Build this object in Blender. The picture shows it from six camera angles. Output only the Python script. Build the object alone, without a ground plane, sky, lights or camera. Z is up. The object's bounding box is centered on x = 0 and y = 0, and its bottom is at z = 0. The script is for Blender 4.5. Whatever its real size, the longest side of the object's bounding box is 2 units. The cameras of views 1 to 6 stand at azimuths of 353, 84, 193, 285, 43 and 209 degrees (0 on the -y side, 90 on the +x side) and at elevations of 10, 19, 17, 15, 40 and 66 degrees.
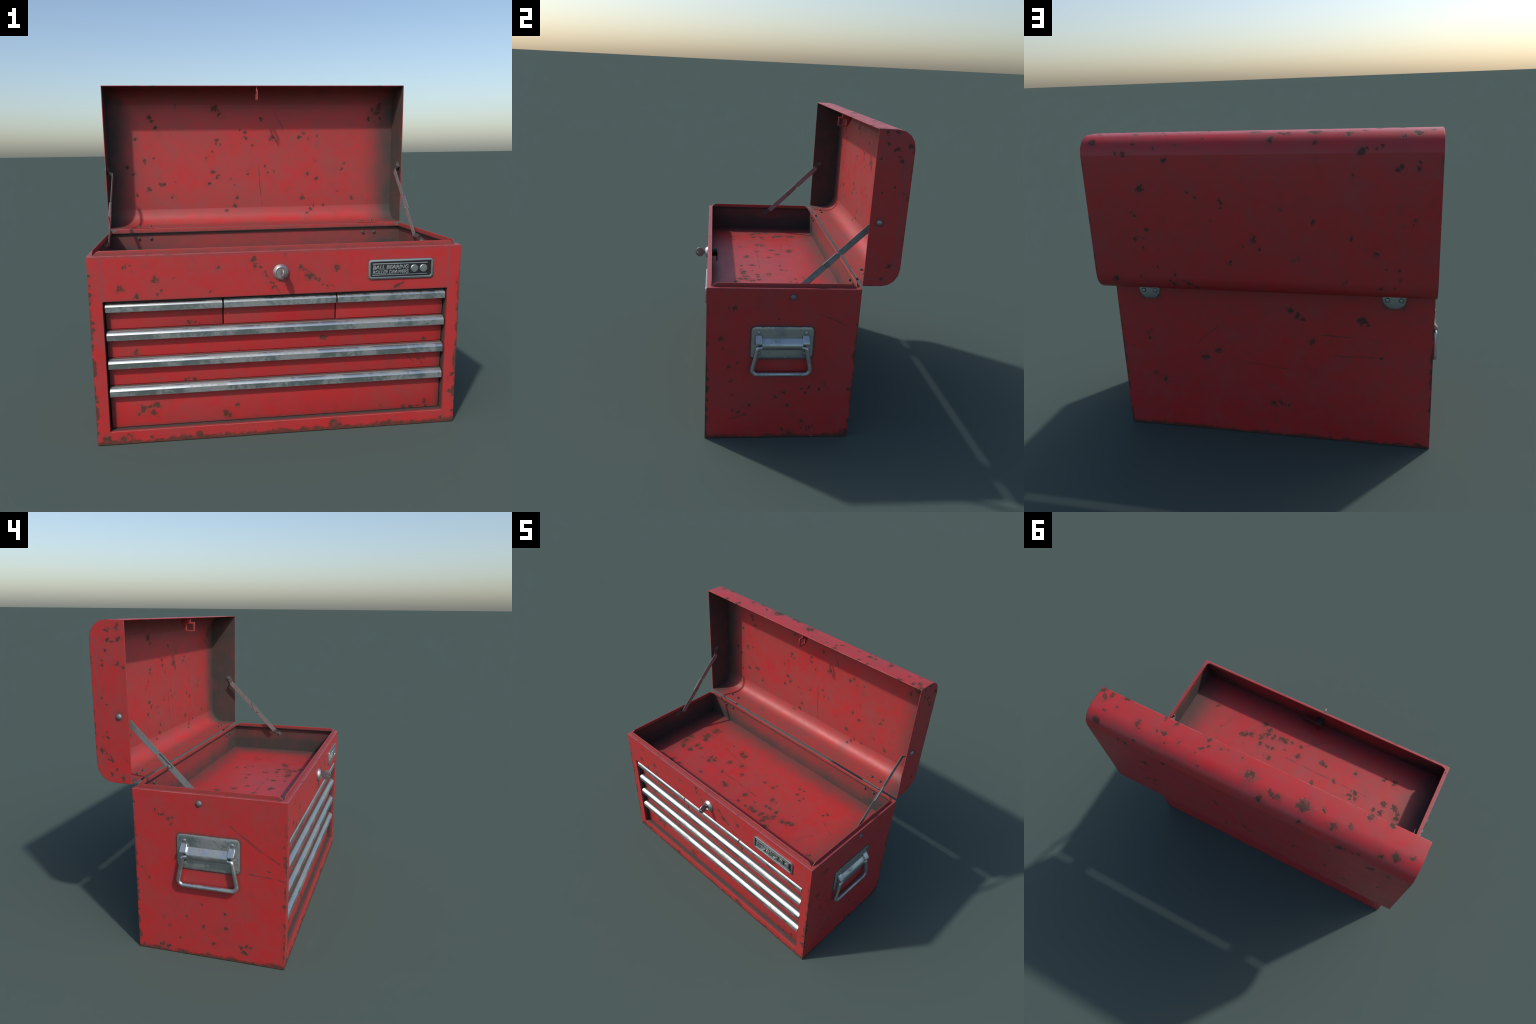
"""Weathered red steel tool chest: hinged lid standing open, four rows of
drawers with bright pulls, drop handles on both ends, key in the lock."""
import math
import bpy
import bmesh
from mathutils import Matrix, Vector

# ------------------------------------------------------------------ sizes (m)
W = 0.962                     # half width of cabinet and lid
FRONT, BACK = -0.503, 0.385   # cabinet faces
TOP = 0.992                   # ledge round the tray mouth
LID_RIM, LID_BACK = 0.3855, 0.5925
LID_LOW, LID_HIGH = 1.014, 1.9005
LID_R = 0.102                 # rolled edges of the lid
LID_T = 0.004                 # lid sheet thickness
TRAY_Z = 0.800
OPEN_X, OPEN_LOW, OPEN_HIGH = 0.896, 0.072, 0.762   # drawer opening
DRAWER_Y = -0.463

# Where the paint has chipped through to rust, by panel, as centres on the
# panel grouped by chip radius; the outlines come from noise in the material.
CHIPS = {
    "front": {
        0.005: [(-0.957, 0.381), (-0.955, 0.446), (-0.952, 0.2), (-0.952, 0.755), (-0.952, 0.846), (-0.951, 0.895), (-0.947, 0.24), (-0.946, 0.621), (-0.794, 0.932), (-0.774, 0.935), (-0.746, 0.938), (-0.74, 0.915), (-0.623, 0.79), (-0.618, 0.863), (-0.61, 0.811), (-0.539, 0.872), (-0.361, 0.8), (-0.317, 0.914), (-0.128, 0.799), (-0.108, 0.908), (-0.09, 0.882), (-0.075, 0.862), (-0.05, 0.827), (-0.04, 0.803), (0.024, 0.962), (0.117, 0.878), (0.181, 0.835), (0.201, 0.828), (0.225, 0.812), (0.251, 0.796), (0.649, 0.803), (0.926, 0.251), (0.93, 0.179), (0.949, 0.159), (0.949, 0.362), (0.949, 0.791), (0.959, 0.062)],
        0.008: [(-0.954, 0.659), (-0.953, 0.8), (-0.81, 0.819), (-0.801, 0.835), (-0.796, 0.04), (-0.722, 0.776), (-0.688, 0.028), (-0.642, 0.01), (-0.638, 0.864), (-0.142, 0.951), (-0.131, 0.917), (0.1, 0.898), (0.139, 0.86), (0.158, 0.851), (0.291, 0.891), (0.526, 0.012), (0.59, 0.019), (0.614, 0.774), (0.634, 0.789), (0.66, 0.009), (0.73, 0.016), (0.894, 0.028), (0.949, 0.268), (0.952, 0.015)],
        0.012: [(-0.912, 0.031), (-0.83, 0.029), (-0.433, 0.022), (0.283, 0.039), (0.315, 0.018)],
    },
    "drawer": {
        0.005: [(-0.652, 0.12), (-0.508, 0.32), (-0.483, 0.318), (-0.453, 0.319), (-0.439, 0.617), (-0.414, 0.622), (-0.212, 0.472), (0.556, 0.106), (0.766, 0.354), (0.776, 0.089), (0.783, 0.335), (0.789, 0.363), (0.794, 0.472)],
        0.008: [(-0.749, 0.143), (-0.741, 0.481), (-0.692, 0.182), (-0.672, 0.144), (-0.468, 0.621), (-0.235, 0.159), (0.227, 0.512), (0.244, 0.505), (0.686, 0.083), (0.733, 0.087), (0.813, 0.106), (0.819, 0.084)],
        0.012: [(-0.726, 0.169), (-0.658, 0.187), (-0.285, 0.114)],
    },
    "floor": {
        0.005: [(-0.441, 0.151), (-0.429, -0.056), (-0.42, -0.112), (-0.178, -0.204), (0.126, -0.267), (0.14, 0.054), (0.152, -0.184), (0.27, -0.081), (0.287, 0.159), (0.317, 0.164), (0.363, 0.058), (0.365, 0.091), (0.436, -0.098), (0.587, 0.068)],
        0.008: [(-0.616, -0.059), (-0.597, -0.304), (-0.467, -0.066), (-0.423, -0.079), (-0.395, -0.251), (-0.279, -0.13), (-0.143, -0.045), (0.046, 0.016), (0.051, -0.258), (0.121, 0.02), (0.231, -0.158), (0.272, -0.159), (0.307, 0.101), (0.329, -0.148), (0.6, 0.095), (0.764, -0.288)],
        0.012: [(-0.788, -0.011), (-0.779, -0.067), (-0.77, -0.105), (-0.743, -0.139), (-0.675, 0.049), (-0.668, -0.297), (-0.668, -0.132), (-0.666, -0.06), (-0.455, -0.103), (-0.326, 0.134), (-0.319, -0.011), (-0.289, 0.126), (-0.215, 0.028), (-0.151, -0.217), (0.036, -0.185), (0.17, -0.252), (0.201, -0.262), (0.216, -0.077), (0.264, -0.245), (0.306, -0.237), (0.312, -0.277), (0.336, -0.235), (0.347, -0.2), (0.369, -0.305), (0.42, -0.184), (0.456, -0.176), (0.485, -0.164)],
        0.02: [(-0.702, 0.086), (-0.699, 0.188)],
    },
    "lidin": {
        0.005: [(-0.797, 1.206), (-0.772, 1.675), (-0.676, 1.452), (-0.557, 1.195), (-0.54, 1.301), (-0.326, 1.449), (-0.278, 1.495), (-0.225, 1.54), (-0.188, 1.101), (-0.167, 1.308), (-0.137, 1.271), (-0.089, 1.635), (-0.047, 1.35), (0.074, 1.394), (0.091, 1.35), (0.139, 1.349), (0.366, 1.07), (0.374, 1.576), (0.418, 1.117), (0.423, 1.422), (0.428, 1.59), (0.485, 1.115), (0.576, 1.214), (0.609, 1.363), (0.623, 1.41), (0.719, 1.245)],
        0.008: [(-0.852, 1.401), (-0.804, 1.352), (-0.792, 1.581), (-0.733, 1.439), (-0.707, 1.25), (-0.688, 1.724), (-0.679, 1.695), (-0.648, 1.658), (-0.632, 1.287), (-0.608, 1.284), (-0.309, 1.283), (-0.279, 1.362), (-0.26, 1.546), (-0.25, 1.329), (-0.249, 1.57), (-0.231, 1.747), (-0.132, 1.13), (-0.119, 1.185), (-0.062, 1.611), (-0.059, 1.586), (-0.01, 1.535), (0.047, 1.703), (0.309, 1.58), (0.329, 1.175), (0.343, 1.601), (0.36, 1.337), (0.389, 1.092), (0.435, 1.305), (0.688, 1.158), (0.789, 1.698), (0.816, 1.769), (0.87, 1.703)],
        0.012: [(-0.262, 1.779), (0.121, 1.582), (0.852, 1.747), (0.874, 1.779)],
    },
    "lidout": {
        0.005: [(-0.853, 0.592, 1.749), (-0.826, 0.592, 1.437), (-0.788, 0.591, 1.432), (-0.773, 0.591, 1.199), (-0.77, 0.592, 1.137), (-0.746, 0.589, 1.096), (-0.705, 0.592, 1.199), (-0.668, 0.585, 1.834), (-0.637, 0.588, 1.823), (-0.596, 0.59, 1.818), (-0.588, 0.592, 1.303), (-0.524, 0.592, 1.688), (-0.148, 0.592, 1.514), (0.067, 0.592, 1.304), (0.077, 0.413, 1.899), (0.161, 0.411, 1.9), (0.182, 0.592, 1.519), (0.196, 0.418, 1.9), (0.245, 0.592, 1.452), (0.266, 0.551, 1.879), (0.315, 0.592, 1.566), (0.317, 0.5, 1.899), (0.364, 0.592, 1.598), (0.412, 0.59, 1.094), (0.419, 0.581, 1.844), (0.482, 0.526, 1.894), (0.542, 0.583, 1.839), (0.547, 0.399, 1.9), (0.571, 0.592, 1.164), (0.634, 0.592, 1.338), (0.644, 0.592, 1.288), (0.652, 0.515, 1.897), (0.659, 0.575, 1.855), (0.686, 0.592, 1.111), (0.754, 0.591, 1.81), (0.825, 0.469, 1.9)],
        0.008: [(-0.908, 0.506, 1.899), (-0.846, 0.592, 1.717), (-0.841, 0.592, 1.464), (-0.773, 0.556, 1.875), (-0.768, 0.591, 1.735), (-0.749, 0.591, 1.719), (-0.667, 0.588, 1.088), (-0.646, 0.592, 1.275), (-0.579, 0.498, 1.899), (-0.512, 0.592, 1.362), (-0.486, 0.592, 1.114), (-0.428, 0.48, 1.9), (-0.33, 0.572, 1.858), (-0.318, 0.592, 1.45), (-0.217, 0.592, 1.235), (-0.026, 0.592, 1.283), (0.147, 0.592, 1.209), (0.18, 0.592, 1.546), (0.266, 0.441, 1.9), (0.284, 0.394, 1.9), (0.293, 0.469, 1.899), (0.366, 0.566, 1.048), (0.393, 0.581, 1.069), (0.413, 0.481, 1.9), (0.415, 0.48, 1.899), (0.474, 0.592, 1.124), (0.477, 0.592, 1.771), (0.478, 0.4, 1.9), (0.487, 0.58, 1.068), (0.513, 0.589, 1.09), (0.556, 0.487, 1.9), (0.612, 0.592, 1.385), (0.679, 0.592, 1.461), (0.686, 0.591, 1.339), (0.689, 0.592, 1.482), (0.707, 0.591, 1.801), (0.872, 0.498, 1.899), (0.888, 0.407, 1.9)],
        0.012: [(-0.839, 0.538, 1.888), (-0.76, 0.395, 1.9), (-0.647, 0.396, 1.9), (-0.566, 0.592, 1.805), (-0.5, 0.535, 1.89), (-0.183, 0.517, 1.897), (-0.147, 0.519, 1.895), (-0.098, 0.56, 1.872), (0.002, 0.592, 1.342), (0.515, 0.476, 1.899), (0.636, 0.591, 1.617), (0.674, 0.492, 1.9), (0.803, 0.391, 1.899), (0.84, 0.589, 1.095), (0.894, 0.563, 1.869), (0.898, 0.56, 1.872), (0.921, 0.437, 1.9), (0.942, 0.399, 1.9)],
        0.02: [(-0.323, 0.505, 1.898), (-0.004, 0.481, 1.9)],
    },
    "back": {
        0.005: [(-0.674, 0.579), (-0.59, 0.789), (-0.573, 0.821), (0.756, 0.68), (0.893, 0.558)],
        0.008: [(-0.545, 0.812), (-0.215, 0.807), (-0.107, 0.222), (0.758, 0.382), (0.777, 0.668), (0.778, 0.634)],
        0.012: [(-0.567, 0.809), (-0.264, 0.66), (-0.182, 0.824), (-0.138, 0.859), (-0.066, 0.23), (-0.014, 0.225), (0.325, 0.569), (0.41, 0.516), (0.695, 0.339)],
    },
    "right": {
        0.005: [(-0.501, 0.291), (-0.411, 0.605), (-0.377, 0.87), (-0.367, 0.495), (-0.358, 0.399), (-0.345, 0.301), (-0.34, 0.196), (-0.315, 0.524), (-0.269, 0.166), (-0.234, 0.223), (-0.089, 0.299), (-0.086, 0.8), (-0.076, 0.29), (0.077, 0.349), (0.096, 0.076), (0.097, 0.315), (0.125, 0.35), (0.158, 0.07), (0.18, 0.051), (0.212, 0.373), (0.38, 0.243)],
        0.008: [(-0.491, 0.274), (-0.414, 0.671), (-0.342, 0.865), (-0.3, 0.178), (-0.038, 0.318), (-0.03, 0.052), (0.003, 0.227), (0.091, 0.112), (0.13, 0.055), (0.182, 0.337), (0.367, 0.33)],
        0.012: [(0.012, 0.027)],
        0.02: [(0.375, 0.024)],
    },
    "lidright": {
        0.005: [(0.406, 1.641), (0.417, 1.738), (0.423, 1.631), (0.438, 1.557), (0.483, 1.79), (0.508, 1.133), (0.51, 1.588), (0.514, 1.752), (0.564, 1.556)],
        0.008: [(0.438, 1.883), (0.443, 1.826), (0.489, 1.885), (0.49, 1.058), (0.504, 1.796), (0.527, 1.133), (0.528, 1.731), (0.569, 1.811)],
    },
    "left": {
        0.005: [(-0.5, 0.211), (-0.491, 0.736), (-0.488, 0.682), (-0.408, 0.584), (-0.309, 0.115), (-0.151, 0.287), (-0.01, 0.332), (0.075, 0.801), (0.079, 0.245), (0.124, 0.099), (0.154, 0.838), (0.163, 0.801), (0.176, 0.157), (0.186, 0.169), (0.216, 0.215), (0.234, 0.857), (0.253, 0.878), (0.302, 0.468), (0.353, 0.52), (0.376, 0.369), (0.377, 0.095), (0.378, 0.913), (0.381, 0.442)],
        0.008: [(-0.499, 0.387), (-0.281, 0.109), (-0.269, 0.065), (-0.252, 0.091), (-0.158, 0.205), (-0.081, 0.091), (-0.027, 0.194), (0.179, 0.828), (0.195, 0.033), (0.205, 0.854), (0.236, 0.037), (0.354, 0.016)],
    },
    "lidleft": {
        0.005: [(0.403, 1.655), (0.406, 1.133), (0.461, 1.786), (0.473, 1.091), (0.477, 1.84), (0.487, 1.225), (0.493, 1.848), (0.501, 1.166), (0.504, 1.746), (0.508, 1.062), (0.514, 1.271), (0.515, 1.303), (0.515, 1.448), (0.525, 1.183), (0.53, 1.694), (0.534, 1.659), (0.537, 1.487), (0.547, 1.264)],
        0.008: [(0.425, 1.802), (0.433, 1.044), (0.433, 1.862), (0.44, 1.671), (0.484, 1.794), (0.505, 1.142), (0.555, 1.194)],
    },
}

# Long scratches: (start, end) on the panel
SCRATCHES = {
    "front": [((-0.07, 0.86), (0.0, 0.775)), ((0.10, 0.905), (0.285, 0.79)), ((0.925, 0.185), (0.96, 0.15))],
    "drawer": [((0.68, 0.40), (0.735, 0.35))],
    "floor": [((-0.53, -0.13), (0.10, -0.13)), ((-0.12, -0.39), (0.02, -0.28)), ((-0.47, 0.09), (-0.2, 0.04)),
              ((0.54, -0.37), (0.63, -0.22)), ((0.60, -0.24), (0.66, -0.14)), ((0.62, 0.02), (0.80, -0.06))],
    "lidin": [((-0.52, 1.80), (-0.555, 1.59)), ((0.14, 1.75), (0.20, 1.64)), ((0.02, 1.45), (0.05, 1.12))],
    "lidout": [],
    "back": [((0.44, 0.62), (0.31, 0.73)), ((-0.30, 0.71), (-0.60, 0.70)), ((-0.36, 0.58), (-0.62, 0.58)), ((0.30, 0.52), (-0.10, 0.47))],
    "right": [((-0.36, 0.14), (-0.24, 0.17)), ((0.16, 0.84), (0.31, 0.76))],
    "left": [((-0.23, 0.79), (-0.36, 0.70)), ((-0.18, 0.83), (-0.46, 0.64)), ((-0.30, 0.56), (-0.49, 0.54))],
    "lidright": [], "lidleft": [],
}


# ------------------------------------------------------------ node shorthand
class Nodes:
    def __init__(self, name):
        self.mat = bpy.data.materials.new(name)
        self.mat.use_nodes = True
        self.t = self.mat.node_tree
        self.t.nodes.clear()
        self.out = self.t.nodes.new("ShaderNodeOutputMaterial")
        self.bsdf = self.t.nodes.new("ShaderNodeBsdfPrincipled")
        self.t.links.new(self.bsdf.outputs[0], self.out.inputs[0])
        self.obj = self.t.nodes.new("ShaderNodeTexCoord").outputs["Object"]
        self._xyz = None

    def put(self, socket, v):
        if hasattr(v, "is_linked"):
            self.t.links.new(v, socket)
        else:
            socket.default_value = v

    @property
    def xyz(self):
        if self._xyz is None:
            n = self.t.nodes.new("ShaderNodeSeparateXYZ")
            self.t.links.new(self.obj, n.inputs[0])
            self._xyz = n.outputs
        return self._xyz

    def m(self, op, a, b=0.0, c=0.0, clamp=False):
        n = self.t.nodes.new("ShaderNodeMath")
        n.operation, n.use_clamp = op, clamp
        for s, v in zip(n.inputs, (a, b, c)):
            self.put(s, v)
        return n.outputs[0]

    def v(self, op, a, b=(0, 0, 0), c=(0, 0, 0)):
        n = self.t.nodes.new("ShaderNodeVectorMath")
        n.operation = op
        for s, x in zip(n.inputs, (a, b, c)):
            self.put(s, x)
        return n.outputs["Value"] if op in ("DISTANCE", "LENGTH", "DOT_PRODUCT") else n.outputs["Vector"]

    def step(self, x, lo, hi, a=0.0, b=1.0):
        n = self.t.nodes.new("ShaderNodeMapRange")
        n.interpolation_type = "SMOOTHSTEP"
        for s, v in zip(n.inputs, (x, lo, hi, a, b)):
            self.put(s, v)
        return n.outputs[0]

    def noise(self, scale, detail=4.0, rough=0.55, vec=None, off=(0, 0, 0), color=False):
        n = self.t.nodes.new("ShaderNodeTexNoise")
        n.inputs["Scale"].default_value = scale
        n.inputs["Detail"].default_value = detail
        n.inputs["Roughness"].default_value = rough
        vec = self.obj if vec is None else vec
        self.put(n.inputs["Vector"], self.v("ADD", vec, off) if any(off) else vec)
        return n.outputs["Color" if color else "Fac"]

    def mix(self, f, a, b):
        n = self.t.nodes.new("ShaderNodeMix")
        n.data_type = "RGBA"
        self.put(n.inputs[0], f)
        for s, v in ((n.inputs[6], a), (n.inputs[7], b)):
            self.put(s, (*v, 1.0) if isinstance(v, tuple) else v)
        return n.outputs[2]

    def mx(self, *xs):
        r = xs[0]
        for x in xs[1:]:
            r = self.m("MAXIMUM", r, x)
        return r

    def mn(self, *xs):
        r = xs[0]
        for x in xs[1:]:
            r = self.m("MINIMUM", r, x)
        return r

    def vec(self, x, y, z):
        n = self.t.nodes.new("ShaderNodeCombineXYZ")
        for s, v in zip(n.inputs, (x, y, z)):
            self.put(s, v)
        return n.outputs[0]


RED = (0.455, 0.0205, 0.0225)
RED_DULL = (0.362, 0.033, 0.034)
GREYED = (0.235, 0.060, 0.064)
DUSTY = (0.235, 0.070, 0.066)
GRIME_SHADE = (0.050, 0.043, 0.039)  # settled dirt, also the tone for painted shade
PANEL_AXES = {"front": "xz", "drawer": "xz", "floor": "xy", "lidin": "xz", "lidout": "xyz",
              "back": "xz", "right": "yz", "left": "yz", "lidright": "yz", "lidleft": "yz"}


def red_paint(name, panel, grime_shade=None, wear=None, spots=0.5, seed=0.0, seams=None, patches=(), bevel=0.004, dust=0.0, edge=None, gloss=0.40, size=1.25):
    """Worn enamel. grime/wear: functions giving dirt, wear and painted-shade masks from the node builder."""
    g = Nodes(name)
    x, y, z = g.xyz
    off = (seed * 3.1, seed * 1.7, seed * 2.3)
    # chalky mottling of the enamel
    cloud = g.noise(3.2, 5, 0.6, off=off)
    fine = g.noise(26, 3, 0.6, off=off)
    mott = g.step(g.m("MULTIPLY_ADD", fine, 0.45, g.m("MULTIPLY", g.m("ADD", cloud, g.noise(9, 4, 0.6, off=off)), 0.5)), 0.50, 0.95)
    col = g.mix(mott, RED, RED_DULL)
    faded = g.step(g.noise(5, 5, 0.65, off=(off[0] + 13, off[1], off[2] + 6)), 0.46, 0.66)
    col = g.mix(g.m("MULTIPLY", faded, 0.30), col, (0.25, 0.055, 0.054))
    if dust:
        col = g.mix(g.m("MULTIPLY_ADD", g.m("SUBTRACT", mott, 0.5), 0.25, dust), col, DUSTY)
    # grey rubbed patches
    rub = g.m("MULTIPLY", g.step(g.noise(8, 4, 0.6, off=(off[0] + 9, off[1], off[2])), 0.60, 0.76), 0.5)
    for (px, py, pz, sx, sy, sz) in patches:
        q = g.v("MULTIPLY", g.v("SUBTRACT", g.v("ADD", g.obj, g.v("SCALE", g.noise(14, 3, color=True), (0, 0, 0))), (px, py, pz)), (1 / sx, 1 / sy, 1 / sz))
        d = g.m("ADD", g.v("LENGTH", q), g.m("MULTIPLY_ADD", g.noise(13, 3), 0.9, -0.45))
        rub = g.mx(rub, g.step(d, 1.0, 0.9))
    col = g.mix(g.m("MULTIPLY", rub, 0.55), col, GREYED)
    # faint brown smears and specks
    smear = g.step(g.noise(10, 6, 0.72, off=(off[0] + 2, off[1] + 5, off[2])), 0.53, 0.70)
    speck = g.step(g.noise(75, 3, 0.6, off=(off[0] + 5, off[1], off[2] + 2)), 0.66, 0.76)
    col = g.mix(g.m("MULTIPLY", g.mx(g.m("MULTIPLY", smear, 0.8), speck), 0.45), col, (0.19, 0.036, 0.032))
    # hairline scratches everywhere
    for i, sc in enumerate(((2.0, 60.0, 7.0), (50.0, 3.0, 50.0))):
        hair = g.noise(1.0, 2, 0.5, vec=g.v("MULTIPLY", g.v("ADD", g.obj, g.v("SCALE", g.obj)), sc), off=off)
        col = g.mix(g.m("MULTIPLY", g.step(g.m("ABSOLUTE", g.m("SUBTRACT", hair, 0.5)), 0.004, 0.0), 0.16), col, RED_DULL)
    # grime settled in corners, with painted shade in the same mask
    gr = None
    if grime_shade:
        gr = grime_shade(g, x, y, z)
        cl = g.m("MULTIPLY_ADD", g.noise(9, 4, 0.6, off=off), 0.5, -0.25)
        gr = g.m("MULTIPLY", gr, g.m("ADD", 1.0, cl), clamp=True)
        col = g.mix(gr, col, GRIME_SHADE)
    # chips
    ax = PANEL_AXES[panel]
    flat = g.vec(*[s if a in ax else 0.0 for a, s in zip("xyz", (x, y, z))])
    warp = g.v("SUBTRACT", g.noise(24, 2, 0.5, off=off, color=True), (0.5, 0.5, 0.5))
    p = g.v("MULTIPLY_ADD", warp, (0.045, 0.045, 0.045), flat)
    ragged = g.m("MULTIPLY_ADD", g.noise(58, 5, 0.72, off=off), 5.0, -2.5)
    chip = stain = None
    for r, pts in CHIPS[panel].items():
        r = r * size
        near = None
        for pt in pts:
            c = [0.0, 0.0, 0.0]
            for a, val in zip(ax, pt):
                c["xyz".index(a)] = val
            d = g.v("DISTANCE", p, tuple(c))
            near = d if near is None else g.m("MINIMUM", near, d)
        q = g.m("ADD", g.m("MULTIPLY", near, 1.0 / r), ragged)
        mk = g.step(q, 1.55, 0.75 if r > 0.006 else 0.55)
        chip = mk if chip is None else g.mx(chip, mk)
        hl = g.step(q, 3.4, 1.2)
        stain = hl if stain is None else g.mx(stain, hl)
    # small random pits between them
    pit = g.step(g.noise(34, 4, 0.62, off=(off[0] + 4, off[1], off[2])), 0.735 - 0.03 * spots, 0.80 - 0.03 * spots)
    clus = g.step(g.noise(4.0, 2, 0.5, off=(off[0] + 7, off[1], off[2])), 0.40, 0.62)
    chip = g.mx(chip, g.m("MULTIPLY", g.m("MULTIPLY", pit, clus), 0.8 * spots))
    # scratches through the paint
    cut = None
    for a, b in SCRATCHES[panel]:
        A, B3 = [0.0] * 3, [0.0] * 3
        for k, va, vb in zip(ax, a, b):
            A["xyz".index(k)], B3["xyz".index(k)] = va, vb
        ab = Vector(B3) - Vector(A)
        wob = g.v("MULTIPLY_ADD", g.v("SUBTRACT", g.noise(7, 2, color=True, off=off), (0.5, 0.5, 0.5)), (0.03, 0.03, 0.03), flat)
        pa = g.v("SUBTRACT", wob, tuple(A))
        h = g.m("MULTIPLY", g.v("DOT_PRODUCT", pa, tuple(ab / ab.length_squared)), 1.0, clamp=True)
        hv = g.v("MULTIPLY", g.vec(h, h, h), tuple(ab))
        d = g.v("LENGTH", g.v("SUBTRACT", pa, hv))
        s = g.step(d, 0.0064, 0.0012)
        cut = s if cut is None else g.mx(cut, s)
    rust = chip
    if wear:
        wn = g.m("MULTIPLY_ADD", g.noise(17, 5, 0.65, off=off), 1.0, -0.5)
        rust = g.mx(rust, wear(g, x, y, z, wn))
    halo = g.mx(g.step(rust, 0.0, 0.4), g.m("MULTIPLY", stain, g.step(fine, 0.38, 0.62, 0.15, 1.0)))
    if cut is not None:
        col = g.mix(g.m("MULTIPLY", cut, g.step(fine, 0.35, 0.6, 0.4, 0.9)), col, (0.115, 0.032, 0.027))
    if edge:
        col = g.mix(edge(g, x, y, z), col, (0.46, 0.150, 0.150))
    if seams:
        col = g.mix(seams(g, x, y, z), col, (0.20, 0.055, 0.062))
    col = g.mix(g.m("MULTIPLY", halo, 0.40), col, (0.165, 0.034, 0.028))
    rcol = g.mix(g.noise(30, 3, off=off), (0.038, 0.026, 0.021), (0.092, 0.052, 0.034))
    col = g.mix(g.m("MULTIPLY", rust, g.step(g.noise(45, 3, 0.6, off=(off[0], off[1] + 8, off[2])), 0.35, 0.6, 0.72, 0.97)), col, rcol)
    g.put(g.bsdf.inputs["Base Color"], col)
    ro = g.m("MULTIPLY_ADD", mott, 0.10, gloss)
    if gr is not None:
        ro = g.m("MULTIPLY_ADD", gr, 0.2, ro)
    ro = g.m("MULTIPLY_ADD", rust, 0.15, ro)
    g.put(g.bsdf.inputs["Roughness"], ro)
    g.put(g.bsdf.inputs["Specular IOR Level"], g.m("MULTIPLY_ADD", rust, -0.3, 0.5))
    # relief: chips sink, enamel has faint orange peel
    bump = g.t.nodes.new("ShaderNodeBump")
    bump.inputs["Strength"].default_value = 0.28
    bump.inputs["Distance"].default_value = 0.004
    hgt = g.m("MULTIPLY_ADD", rust, -1.0, g.m("MULTIPLY", g.noise(90, 3, off=off), 0.10))
    g.put(bump.inputs["Height"], hgt)
    if bevel:
        bv = g.t.nodes.new("ShaderNodeBevel")
        bv.samples = 4
        bv.inputs["Radius"].default_value = bevel
        g.t.links.new(bv.outputs[0], bump.inputs["Normal"])
    g.put(g.bsdf.inputs["Normal"], bump.outputs[0])
    return g.mat


def band(g, s, lo, hi):
    """0 at lo rising to 1 at hi."""
    return g.step(s, lo, hi)


def metal(name, tone=(0.60, 0.62, 0.61), rough=0.34, dirt=0.5, grime_shade=None, metallic=1.0, generated=False):
    g = Nodes(name)
    x, y, z = g.xyz
    n1 = g.noise(7, 5, 0.6)
    n2 = g.noise(55, 4, 0.6)
    stain = g.step(g.m("MULTIPLY_ADD", n2, 0.4, n1), 0.62, 0.90)
    pits = g.step(g.noise(38, 4, 0.65, off=(3, 1, 2)), 0.66, 0.74)
    mask = g.m("MULTIPLY", g.mx(g.m("MULTIPLY", stain, 0.55), pits), dirt, clamp=True)
    if grime_shade:  # dirt and painted occlusion share this mask
        mask = g.mx(mask, grime_shade(g, x, y, z))
    col = g.mix(g.m("MULTIPLY", n1, 0.8), tone, tuple(c * 0.78 for c in tone))
    col = g.mix(mask, col, (0.048, 0.042, 0.038))
    g.put(g.bsdf.inputs["Base Color"], col)
    g.put(g.bsdf.inputs["Metallic"], g.m("MULTIPLY_ADD", mask, -0.95 * metallic, metallic))
    g.put(g.bsdf.inputs["Roughness"], g.m("ADD", g.m("MULTIPLY_ADD", n1, 0.14, rough - 0.05), g.m("MULTIPLY", mask, 0.25)))
    bump = g.t.nodes.new("ShaderNodeBump")
    bump.inputs["Strength"].default_value = 0.25
    bump.inputs["Distance"].default_value = 0.002
    g.put(bump.inputs["Height"], g.m("MULTIPLY_ADD", mask, -1.0, g.m("MULTIPLY", n2, 0.3)))
    g.put(g.bsdf.inputs["Normal"], bump.outputs[0])
    return g.mat


def plain(name, col, rough=0.7, metallic=0.0):
    g = Nodes(name)
    n = g.noise(30, 4)
    g.put(g.bsdf.inputs["Base Color"], g.mix(n, tuple(c * 0.8 for c in col), tuple(c * 1.2 for c in col)))
    g.bsdf.inputs["Roughness"].default_value = rough
    g.bsdf.inputs["Metallic"].default_value = metallic
    return g.mat


# ---------------------------------------------------- grime / wear / painted-shade descriptions
def near_wall(g, s, wall, reach):
    """1 against the plane s = wall, fading to 0 at distance reach."""
    return g.step(g.m("ABSOLUTE", g.m("SUBTRACT", s, wall)), reach, 0.0)


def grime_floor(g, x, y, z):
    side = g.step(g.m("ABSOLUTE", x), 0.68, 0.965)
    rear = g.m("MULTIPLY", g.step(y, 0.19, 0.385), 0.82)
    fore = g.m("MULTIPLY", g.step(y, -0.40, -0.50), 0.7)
    return g.m("MULTIPLY", g.mx(side, rear, fore), 0.9)


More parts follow.
